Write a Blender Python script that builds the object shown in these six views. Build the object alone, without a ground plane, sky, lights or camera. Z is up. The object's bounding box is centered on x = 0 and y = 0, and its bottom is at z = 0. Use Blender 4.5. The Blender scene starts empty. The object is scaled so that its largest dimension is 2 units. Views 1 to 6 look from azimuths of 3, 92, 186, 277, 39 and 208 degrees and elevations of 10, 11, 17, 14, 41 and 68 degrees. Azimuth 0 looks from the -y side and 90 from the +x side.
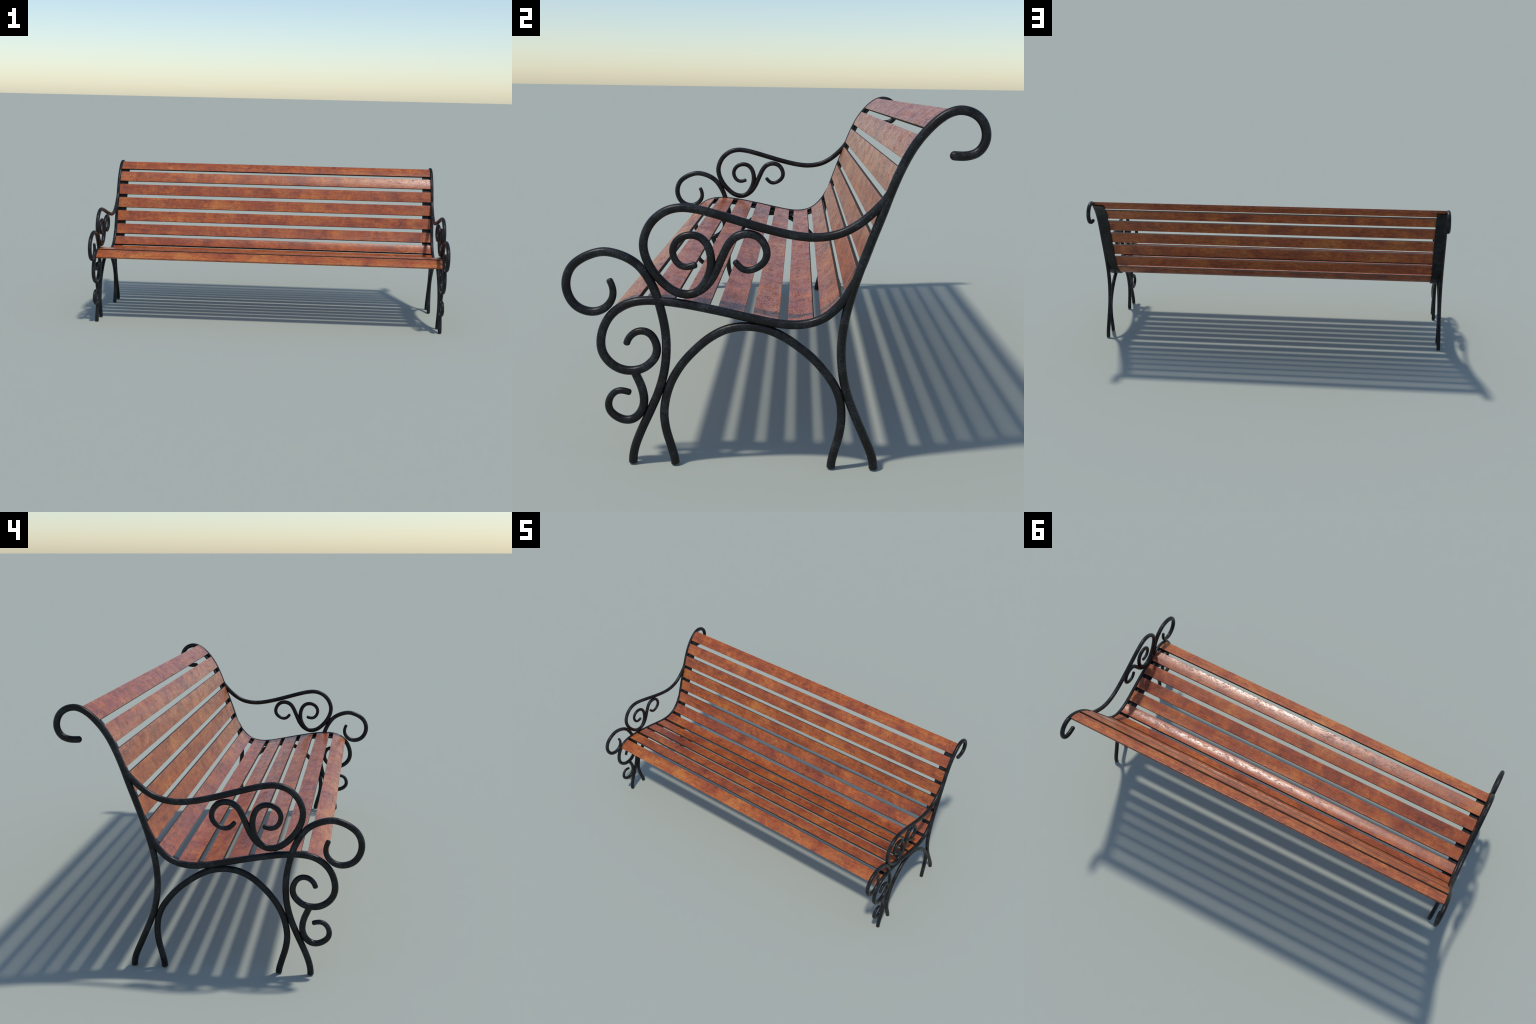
"""Park bench: two wrought-iron scroll frames carrying thirteen curved hardwood slats."""
import bpy, bmesh, math, random
from mathutils import Vector, Matrix

random.seed(7)

# ------------------------------------------------------------------ sizes (metres)
TUBE = 0.0110                 # radius of the main iron bar
FRAME_X = 1.0 - TUBE          # plane of each side frame
SLAT_END = 0.9805             # slats stop just inside the bar
SLAT_COUNT = 13
SLAT_PITCH = 0.0857
SLAT_WIDTH = 0.0647
SLAT_FIRST = 0.0231           # arc length from the top of the hook to the first slat
SLAT_TOP = 0.0082             # slat face above the bar's centre line
SLAT_THICK = 0.0128
STRAP_INNER = 0.9315          # flat strap under the slat ends
STRAP_THICK = 0.0065

# ------------------------------------------------------------------ bar centre lines, side view (y, z)
REAR_POST = [(0.4088, 0.7713), (0.4300, 0.7695), (0.4493, 0.7703), (0.4677, 0.7760), (0.4797, 0.7863),
             (0.4880, 0.8030), (0.4894, 0.8220), (0.4830, 0.8430), (0.4700, 0.8595), (0.4515, 0.8700),
             (0.4287, 0.8738), (0.4077, 0.8689), (0.3816, 0.8531), (0.3489, 0.8203), (0.3223, 0.7830),
             (0.2985, 0.7357), (0.2787, 0.6860), (0.2590, 0.6290), (0.2369, 0.5683), (0.2152, 0.5064),
             (0.1980, 0.4514), (0.1845, 0.3986), (0.1759, 0.3474), (0.1733, 0.2978), (0.1775, 0.2467),
             (0.1882, 0.1965), (0.2070, 0.1456), (0.2322, 0.0871), (0.2525, 0.0390), (0.2588, 0.0150),
             (0.2598, 0.0)]
FRONT_LEG = [(-0.3860, 0.4647), (-0.3785, 0.4480), (-0.3758, 0.4340), (-0.3775, 0.4190), (-0.3863, 0.4025),
             (-0.4005, 0.3900), (-0.4190, 0.3832), (-0.4390, 0.3838), (-0.4590, 0.3912), (-0.4738, 0.4040),
             (-0.4850, 0.4240), (-0.4894, 0.4470), (-0.4858, 0.4715), (-0.4745, 0.4927), (-0.4560, 0.5090),
             (-0.4270, 0.5235), (-0.3980, 0.5300), (-0.3690, 0.5263), (-0.3370, 0.5140), (-0.3127, 0.4967),
             (-0.2889, 0.4645), (-0.2734, 0.4312), (-0.2588, 0.3800), (-0.2507, 0.3354), (-0.2489, 0.2880),
             (-0.2545, 0.2366), (-0.2672, 0.1890), (-0.2870, 0.1402), (-0.3130, 0.0820), (-0.3280, 0.0406),
             (-0.3328, 0.0150), (-0.3332, 0.0)]
LEG_ARCH = [(-0.2280, 0.0), (-0.2300, 0.0150), (-0.2373, 0.0421), (-0.2510, 0.0910), (-0.2552, 0.1300),
            (-0.2495, 0.1735), (-0.2366, 0.2127), (-0.2125, 0.2546), (-0.1815, 0.2908), (-0.1463, 0.3222),
            (-0.1103, 0.3432), (-0.0761, 0.3526), (-0.0403, 0.3538), (0.0001, 0.3460), (0.0407, 0.3269),
            (0.0798, 0.3002), (0.1075, 0.2765), (0.1314, 0.2508), (0.1587, 0.2118), (0.1730, 0.1760),
            (0.1780, 0.1357), (0.1754, 0.0961), (0.1631, 0.0434), (0.1568, 0.0150), (0.1557, 0.0)]
SEAT_RAIL = [(-0.3463, 0.3010), (-0.3425, 0.3140), (-0.3346, 0.3252), (-0.3230, 0.3340), (-0.3090, 0.3374),
             (-0.2955, 0.3350), (-0.2838, 0.3265), (-0.2750, 0.3110), (-0.2713, 0.2917), (-0.2755, 0.2735),
             (-0.2881, 0.2570), (-0.3065, 0.2435), (-0.3290, 0.2374), (-0.3540, 0.2386), (-0.3754, 0.2475),
             (-0.3943, 0.2645), (-0.4053, 0.2850), (-0.4080, 0.3095), (-0.4022, 0.3395), (-0.3880, 0.3680),
             (-0.3680, 0.3887), (-0.3400, 0.4045), (-0.3085, 0.4118), (-0.2656, 0.4127), (-0.2118, 0.4072),
             (-0.1631, 0.3990), (-0.1058, 0.3880), (-0.0409, 0.3745), (0.0155, 0.3640), (0.0609, 0.3609),
             (0.0980, 0.3662), (0.1290, 0.3788), (0.1560, 0.4010), (0.1790, 0.4290), (0.1950, 0.4590),
             (0.2020, 0.4760)]
ARMREST = [(0.2790, 0.6850), (0.2640, 0.6630), (0.2400, 0.6365), (0.2079, 0.6085), (0.1719, 0.5875),
           (0.1378, 0.5773), (0.0958, 0.5737), (0.0487, 0.5787), (-0.0104, 0.5916), (-0.0688, 0.6075),
           (-0.1305, 0.6248), (-0.1772, 0.6357), (-0.2130, 0.6385), (-0.2431, 0.6320), (-0.2680, 0.6170),
           (-0.2876, 0.5950), (-0.2997, 0.5665), (-0.3020, 0.5430), (-0.2950, 0.5140), (-0.2780, 0.4830),
           (-0.2540, 0.4560), (-0.2306, 0.4385), (-0.2060, 0.4306), (-0.1850, 0.4318), (-0.1690, 0.4410),
           (-0.1560, 0.4575), (-0.1445, 0.4825), (-0.1405, 0.5100), (-0.1445, 0.5380), (-0.1540, 0.5575),
           (-0.1679, 0.5695), (-0.1850, 0.5740), (-0.2023, 0.5720), (-0.2175, 0.5640), (-0.2283, 0.5508),
           (-0.2324, 0.5360), (-0.2300, 0.5215), (-0.2215, 0.5065), (-0.2110, 0.4987), (-0.1980, 0.4965),
           (-0.1740, 0.5035)]
ARM_SCROLL = [(-0.1788, 0.4342), (-0.1640, 0.4420), (-0.1505, 0.4540), (-0.1346, 0.4770), (-0.1162, 0.5188),
              (-0.1000, 0.5530), (-0.0868, 0.5687), (-0.0685, 0.5778), (-0.0500, 0.5793), (-0.0332, 0.5745),
              (-0.0200, 0.5635), (-0.0108, 0.5465), (-0.0085, 0.5301), (-0.0130, 0.5154), (-0.0245, 0.5030),
              (-0.0420, 0.4935), (-0.0550, 0.4915), (-0.0675, 0.4955), (-0.0861, 0.5148)]
LEG_SCROLL = [(-0.3290, 0.2390), (-0.3190, 0.2180), (-0.3090, 0.1930), (-0.3042, 0.1645), (-0.3070, 0.1443),
              (-0.3165, 0.1265), (-0.3300, 0.1145), (-0.3450, 0.1102), (-0.3615, 0.1130), (-0.3780, 0.1220),
              (-0.3885, 0.1335), (-0.3923, 0.1465), (-0.3903, 0.1612), (-0.3829, 0.1747), (-0.3729, 0.1830),
              (-0.3595, 0.1860), (-0.3355, 0.1805)]


# ------------------------------------------------------------------ curve helpers
def spline(points, step=0.004):
    """Centripetal Catmull-Rom through 2D points, resampled at even arc length."""
    p = [Vector(q) for q in points]
    p = [p[0] * 2 - p[1]] + p + [p[-1] * 2 - p[-2]]
    dense = []
    for i in range(1, len(p) - 2):
        a, b, c, d = p[i - 1:i + 3]
        t0 = 0.0
        t1 = t0 + (b - a).length ** 0.5
        t2 = t1 + (c - b).length ** 0.5
        t3 = t2 + (d - c).length ** 0.5
        for k in range(16):
            t = t1 + (t2 - t1) * k / 16
            a1 = a * ((t1 - t) / (t1 - t0)) + b * ((t - t0) / (t1 - t0))
            a2 = b * ((t2 - t) / (t2 - t1)) + c * ((t - t1) / (t2 - t1))
            a3 = c * ((t3 - t) / (t3 - t2)) + d * ((t - t2) / (t3 - t2))
            b1 = a1 * ((t2 - t) / (t2 - t0)) + a2 * ((t - t0) / (t2 - t0))
            b2 = a2 * ((t3 - t) / (t3 - t1)) + a3 * ((t - t1) / (t3 - t1))
            dense.append(b1 * ((t2 - t) / (t2 - t1)) + b2 * ((t - t1) / (t2 - t1)))
    dense.append(p[-2])
    s = [0.0]
    for a, b in zip(dense, dense[1:]):
        s.append(s[-1] + (b - a).length)
    n = max(2, int(round(s[-1] / step)))
    out, j = [], 0
    for i in range(n + 1):
        x = s[-1] * i / n
        while j < len(s) - 2 and s[j + 1] < x:
            j += 1
        f = (x - s[j]) / max(s[j + 1] - s[j], 1e-9)
        out.append(dense[j].lerp(dense[j + 1], f))
    for _ in range(3):       # iron the resampled line a little
        out = [out[0]] + [(out[i - 1] + out[i] * 2 + out[i + 1]) / 4 for i in range(1, len(out) - 1)] + [out[-1]]
    return out


def tangents(line):
    n = len(line)
    return [(line[min(i + 1, n - 1)] - line[max(i - 1, 0)]).normalized() for i in range(n)]


def smoothstep(t):
    t = min(1.0, max(0.0, t))
    return t * t * (3 - 2 * t)


# ------------------------------------------------------------------ materials
class Graph:
    def __init__(self, name):
        self.mat = bpy.data.materials.new(name)
        self.mat.use_nodes = True
        self.nt = self.mat.node_tree
        self.bsdf = self.nt.nodes["Principled BSDF"]
        self.tex = self.node("ShaderNodeTexCoord")

    def node(self, kind, **props):
        n = self.nt.nodes.new(kind)
        for k, v in props.items():
            setattr(n, k, v)
        return n

    def link(self, a, b):
        self.nt.links.new(a, b)

    def set(self, sock, v):
        if isinstance(v, bpy.types.NodeSocket):
            self.link(v, sock)
        else:
            sock.default_value = v

    def math(self, op, a, b=0.0, clamp=False):
        n = self.node("ShaderNodeMath", operation=op, use_clamp=clamp)
        self.set(n.inputs[0], a)
        self.set(n.inputs[1], b)
        return n.outputs[0]

    def noise(self, vec, scale, detail=2.0, rough=0.5, stretch=(1, 1, 1), distortion=0.0):
        m = self.node("ShaderNodeMapping")
        self.link(vec, m.inputs["Vector"])
        m.inputs["Scale"].default_value = stretch
        n = self.node("ShaderNodeTexNoise")
        self.link(m.outputs[0], n.inputs["Vector"])
        n.inputs["Scale"].default_value = scale
        n.inputs["Detail"].default_value = detail
        n.inputs["Roughness"].default_value = rough
        n.inputs["Distortion"].default_value = distortion
        return n.outputs["Fac"]

    def ramp(self, fac, stops):
        r = self.node("ShaderNodeValToRGB")
        els = r.color_ramp.elements
        while len(els) < len(stops):
            els.new(0.5)
        for e, (pos, col) in zip(els, stops):
            e.position = pos
            e.color = (*col, 1) if isinstance(col, tuple) else (col, col, col, 1)
        self.link(fac, r.inputs[0])
        return r.outputs[0]

    def mix(self, fac, a, b, mode="MIX"):
        n = self.node("ShaderNodeMix", data_type="RGBA", blend_type=mode)
        self.set(n.inputs[0], fac)
        self.set(n.inputs[6], (*a, 1) if isinstance(a, tuple) else a)
        self.set(n.inputs[7], (*b, 1) if isinstance(b, tuple) else b)
        return n.outputs[2]

    def bump(self, height, strength, distance):
        n = self.node("ShaderNodeBump")
        n.inputs["Strength"].default_value = strength
        n.inputs["Distance"].default_value = distance
        self.link(height, n.inputs["Height"])
        return n.outputs[0]


def varnished_wood():
    g = Graph("varnished_hardwood")
    info = g.node("ShaderNodeObjectInfo")
    shift = g.node("ShaderNodeCombineXYZ")
    g.link(g.math("MULTIPLY", info.outputs["Random"], 37.0), shift.inputs[0])
    g.link(g.math("MULTIPLY", info.outputs["Random"], 11.0), shift.inputs[1])
    add = g.node("ShaderNodeVectorMath", operation="ADD")
    g.link(g.tex.outputs["Object"], add.inputs[0])
    g.link(shift.outputs[0], add.inputs[1])
    v = add.outputs[0]
    # figure: broad bands across the board, then mottling, then fine cross streaks
    broad = g.noise(v, 1.0, 3, 0.55, (7.5, 5, 5), 0.5)
    mottle = g.noise(v, 1.0, 5, 0.68, (40, 60, 60), 0.3)
    streak = g.noise(v, 1.0, 3, 0.6, (330, 60, 60))
    f = g.math("ADD", g.math("MULTIPLY", broad, 0.47),
               g.math("ADD", g.math("MULTIPLY", mottle, 0.36), g.math("MULTIPLY", streak, 0.17)))
    grain = g.noise(v, 1.0, 3, 0.6, (7, 170, 170), 0.3)
    f = g.math("ADD", f, g.math("MULTIPLY", g.math("SUBTRACT", grain, 0.5), 0.24))
    tone = g.math("MULTIPLY", g.math("SUBTRACT", info.outputs["Random"], 0.5), 0.06)   # board to board
    f = g.math("ADD", f, tone)
    body = g.ramp(f, [(0.355, (0.155, 0.037, 0.018)), (0.440, (0.305, 0.069, 0.022)),
                      (0.515, (0.430, 0.106, 0.026)), (0.620, (0.535, 0.178, 0.041))])
    # red tint drifting along the boards
    hue = g.noise(v, 1.0, 2, 0.5, (6, 14, 14))
    body = g.mix(g.ramp(hue, [(0.40, 0.0), (0.66, 0.55)]), body, (0.30, 0.066, 0.030))
    # open pores: short dark dashes along the grain
    pores = g.noise(v, 1.0, 2, 0.55, (75, 760, 760))
    dens = g.noise(v, 1.0, 2, 0.5, (24, 50, 50))
    pm = g.ramp(g.math("ADD", pores, g.math("MULTIPLY", dens, 0.40)), [(0.745, 0.0), (0.815, 1.0)])
    body = g.mix(g.math("MULTIPLY", pm, 0.68), body, (0.070, 0.024, 0.018))
    fibre = g.noise(v, 1.0, 2, 0.6, (60, 1100, 1100))
    body = g.mix(0.45, body, g.ramp(fibre, [(0.3, 0.35), (0.7, 0.65)]), "OVERLAY")
    g.link(body, g.bsdf.inputs["Base Color"])
    worn = g.noise(v, 1.0, 5, 0.7, (45, 80, 80), 0.9)
    worn = g.math("ADD", g.math("MULTIPLY", worn, 0.6), g.math("MULTIPLY", g.noise(v, 1.0, 3, 0.6, (11, 30, 30), 0.6), 0.4))
    rough = g.math("ADD", g.ramp(worn, [(0.50, 0.26), (0.64, 0.45)]), g.math("MULTIPLY", pm, 0.2))
    g.link(rough, g.bsdf.inputs["Roughness"])
    g.bsdf.inputs["Specular IOR Level"].default_value = 0.44
    h = g.math("SUBTRACT", g.math("MULTIPLY", worn, 0.25), g.math("MULTIPLY", pm, 0.6))
    g.link(g.bump(h, 0.14, 0.0008), g.bsdf.inputs["Normal"])
    return g.mat


def raw_edge_wood():
    g = Graph("dark_board_edge")
    n = g.noise(g.tex.outputs["Object"], 1.0, 3, 0.6, (30, 200, 200))
    g.link(g.ramp(n, [(0.3, (0.036, 0.026, 0.018)), (0.7, (0.056, 0.041, 0.029))]), g.bsdf.inputs["Base Color"])
    g.bsdf.inputs["Roughness"].default_value = 0.7
    g.bsdf.inputs["Specular IOR Level"].default_value = 0.2
    return g.mat


def black_iron():
    g = Graph("painted_black_iron")
    v = g.tex.outputs["Object"]
    tone = g.noise(v, 11.0, 3, 0.6)
    base = g.ramp(tone, [(0.36, (0.0105, 0.0085, 0.0070)), (0.50, (0.0090, 0.0090, 0.0094)), (0.64, (0.0105, 0.0110, 0.0122))])
    # scuffs: crinkled pale lines gathered in patches
    patch = g.ramp(g.noise(v, 22.0, 3, 0.6), [(0.47, 0.0), (0.62, 1.0)])
    crinkle = g.noise(v, 170.0, 5, 0.72, distortion=2.0)
    line = g.ramp(crinkle, [(0.48, 0.0), (0.60, 1.0)])
    speck = g.ramp(g.noise(v, 330.0, 2, 0.5), [(0.62, 0.0), (0.70, 1.0)])
    mask = g.math("MAXIMUM", g.math("MULTIPLY", patch, line), g.math("MULTIPLY", speck, 0.45))
    col = g.mix(g.math("MULTIPLY", mask, 0.8), base, (0.062, 0.065, 0.068))
    g.link(col, g.bsdf.inputs["Base Color"])
    g.link(g.math("ADD", g.ramp(g.noise(v, 60.0, 4, 0.6), [(0.35, 0.26), (0.7, 0.46)]), g.math("MULTIPLY", mask, 0.1)),
           g.bsdf.inputs["Roughness"])
    g.bsdf.inputs["Specular IOR Level"].default_value = 0.22
    g.link(g.bump(g.math("ADD", crinkle, g.noise(v, 60.0, 3, 0.5)), 0.2, 0.001), g.bsdf.inputs["Normal"])
    return g.mat


WOOD, EDGE, IRON = varnished_wood(), raw_edge_wood(), black_iron()


# ------------------------------------------------------------------ mesh builders
def bar_mesh(name, points, radius, sides=24, round_start=0.7, round_end=0.7):
    """Round bar swept along a side-view line. radius(s, length) gives the taper;
    round_* is how far each end is domed (0 flat cut, 1 half ball)."""
    line = spline(points)
    tan = tangents(line)
    s = [0.0]
    for a, b in zip(line, line[1:]):
        s.append(s[-1] + (b - a).length)
    total = s[-1]
    rings = []                                  # (centre, tangent, radius)

    def dome(centre, direction, r, amount):
        depth = r * amount
        return [(centre + direction * (depth * (math.sin(a) - 1)), r * (1 - amount + amount * math.cos(a)))
                for a in [math.pi / 2 * k / 5 for k in range(6)]]

    r0, r1 = radius(0, total), radius(total, total)
    head = dome(line[0], -tan[0], r0, round_start) if round_start else [(line[0], r0)]
    tail = dome(line[-1], tan[-1], r1, round_end) if round_end else [(line[-1], r1)]
    for c, r in reversed(head):
        rings.append((c, tan[0], max(r, 1e-4)))
    for i in range(1, len(line) - 1):
        if s[i] > r0 * round_start + 0.002 and total - s[i] > r1 * round_end + 0.002:
            rings.append((line[i], tan[i], radius(s[i], total)))
    for c, r in tail:
        rings.append((c, tan[-1], max(r, 1e-4)))
    bm = bmesh.new()
    loops = []
    for c, t, r in rings:
        nrm = Vector((-t.y, t.x))
        loops.append([bm.verts.new((r * math.sin(a), c.x + nrm.x * r * math.cos(a), c.y + nrm.y * r * math.cos(a)))
                      for a in [2 * math.pi * k / sides for k in range(sides)]])
    for A, B in zip(loops, loops[1:]):
        for k in range(sides):
            bm.faces.new((A[k], A[(k + 1) % sides], B[(k + 1) % sides], B[k]))
    bm.faces.new(list(reversed(loops[0])))
    bm.faces.new(loops[-1])
    bmesh.ops.recalc_face_normals(bm, faces=bm.faces)
    for f in bm.faces:
        f.smooth = len(f.verts) == 4
    me = bpy.data.meshes.new(name)
    bm.to_mesh(me)
    bm.free()
    me.materials.append(IRON)
    return me


def seat_line():
    """Line the slats follow: down the back of the hook and post, then along the seat rail to the front roll."""
    back = [p for p in REAR_POST[10:20]]
    bend = [(0.1945, 0.4590), (0.1785, 0.4280)]
    seat = [p for p in reversed(SEAT_RAIL[19:33])]
    front = [(-0.4000, 0.3450)]
    return spline(back + bend + seat + front, 0.003)


LINE = seat_line()
LINE_T = tangents(LINE)
LINE_S = [0.0]
for _a, _b in zip(LINE, LINE[1:]):
    LINE_S.append(LINE_S[-1] + (_b - _a).length)


def on_line(x):
    j = 0
    while j < len(LINE_S) - 2 and LINE_S[j + 1] < x:
        j += 1
    f = (x - LINE_S[j]) / (LINE_S[j + 1] - LINE_S[j])
    return LINE[j].lerp(LINE[j + 1], f), LINE_T[j].lerp(LINE_T[j + 1], f).normalized()


def up_normal(t):
    """Side of the line the sitter is on (line runs from the top of the back to the front of the seat)."""
    return Vector((t.y, -t.x))


def section(s0, s1, hi, lo, steps):
    """Closed (y, z) outline of a strip that follows the line between arc lengths s0 and s1."""
    top, low = [], []
    for k in range(steps + 1):
        p, t = on_line(s0 + (s1 - s0) * k / steps)
        n = up_normal(t)
        top.append(p + n * hi)
        low.append(p + n * lo)
    return top, low


def strip_mesh(name, s0, s1, x0, x1, hi, lo, steps, bevel, local=None, dark_edges=(), mats=()):
    """Curved board between x0 and x1 with chamfered arrises."""
    top, low = section(s0, s1, hi, lo, steps)
    loop = top + list(reversed(low))
    n = len(loop)
    bm = bmesh.new()
    inv = local.inverted() if local else Matrix.Identity(4)
    ends = [[bm.verts.new(inv @ Vector((x, q.x, q.y))) for q in loop] for x in (x0, x1)]
    A, B = ends
    sides = [bm.faces.new((A[k], A[(k + 1) % n], B[(k + 1) % n], B[k])) for k in range(n)]
    caps = []
    for E in ends:                               # end faces as quads so that they bevel cleanly
        for k in range(steps):
            caps.append(bm.faces.new((E[k], E[k + 1], E[n - 2 - k], E[n - 1 - k])))
    bmesh.ops.recalc_face_normals(bm, faces=bm.faces)
    for e in dark_edges:                         # sawn long edges: "low" runs at s1, "high" at s0
        sides[steps if e == "low" else n - 1].material_index = 1
    sharp = [e for e in bm.edges if e.calc_face_angle(0) > math.radians(50)]
    bmesh.ops.bevel(bm, geom=sharp, offset=bevel, segments=2, profile=0.5, affect='EDGES', material=0)
    for f in bm.faces:
        f.smooth = True
    me = bpy.data.meshes.new(name)
    bm.to_mesh(me)
    bm.free()
    for m in mats:
        me.materials.append(m)
    me.set_sharp_from_angle(angle=math.radians(14))
    return me


# ------------------------------------------------------------------ assemble
bench = bpy.data.objects.new("park_bench", None)
bench["label"] = "black scrolled iron park bench with reddish brown wooden slats"
bench["category"] = "bench"
bpy.context.scene.collection.objects.link(bench)


def place(name, mesh, matrix=None):
    ob = bpy.data.objects.new(name, mesh)
    bpy.context.scene.collection.objects.link(ob)
    ob.parent = bench
    if matrix:
        ob.matrix_local = matrix
    return ob


def even(r):
    return lambda s, total: r


def taper(r, tip, length, at_end=True):
    def f(s, total):
        d = (total - s) if at_end else s
        return tip + (r - tip) * smoothstep(d / length)
    return f


bars = {
    "rear_post": bar_mesh("rear_post", REAR_POST, even(TUBE), round_start=0.95, round_end=0.25),
    "front_leg": bar_mesh("front_leg", FRONT_LEG, taper(TUBE - 0.0002, 0.0080, 0.13, at_end=False), round_start=0.7, round_end=0.25),
    "leg_arch": bar_mesh("leg_arch", LEG_ARCH, even(TUBE - 0.0003), round_start=0.25, round_end=0.25),
    "seat_rail": bar_mesh("seat_rail", SEAT_RAIL, lambda s, total: min(taper(TUBE - 0.0001, 0.0086, 0.20, at_end=False)(s, total),
                                                              taper(TUBE, 0.0085, 0.035)(s, total)), round_start=0.7, round_end=0.6),
    "armrest": bar_mesh("armrest", ARMREST, taper(0.0105, 0.0080, 0.30), round_start=0, round_end=0.7),
    "armrest_scroll": bar_mesh("armrest_scroll", ARM_SCROLL, taper(0.0103, 0.0079, 0.22), round_start=0, round_end=0.8),
    "leg_scroll": bar_mesh("leg_scroll", LEG_SCROLL, taper(0.0106, 0.0079, 0.17), round_start=0, round_end=0.8),
}
STRAP_HI = SLAT_TOP - SLAT_THICK - 0.0004
bars["slat_strap"] = strip_mesh("slat_strap", 0.040, SLAT_FIRST + SLAT_PITCH * 12 + SLAT_WIDTH - 0.008,
                                0.0, FRAME_X - STRAP_INNER, STRAP_HI, STRAP_HI - STRAP_THICK, 150, 0.001, mats=(IRON,))

for side in (1, -1):
    for name, me in bars.items():
        if name == "slat_strap":
            x = STRAP_INNER if side > 0 else -FRAME_X
        else:
            x = side * FRAME_X
        place(name, me, Matrix.Translation((x, 0, 0)))

for k in range(SLAT_COUNT):
    s0 = SLAT_FIRST + SLAT_PITCH * k
    s1 = s0 + SLAT_WIDTH
    if k == 0:                                   # the two outermost boards are a shade wider
        s0 -= 0.0022
    if k == SLAT_COUNT - 1:
        s1 += 0.0030
    p, t = on_line((s0 + s1) / 2)
    n = up_normal(t)
    # local frame: x along the board, y across it, z out of its face
    local = Matrix(((1, 0, 0, 0), (0, -t.x, n.x, p.x), (0, -t.y, n.y, p.y), (0, 0, 0, 1)))
    kind = "backrest_slat" if k < 7 else "seat_slat"
    me = strip_mesh(kind, s0, s1, -SLAT_END, SLAT_END, SLAT_TOP, SLAT_TOP - SLAT_THICK, 10, 0.0017,
                    local=local, dark_edges=[e for e in ("high", "low") if not (e == "high" and k == 0 or e == "low" and k == SLAT_COUNT - 1)],
                    mats=(WOOD, EDGE))
    place(kind, me, local)
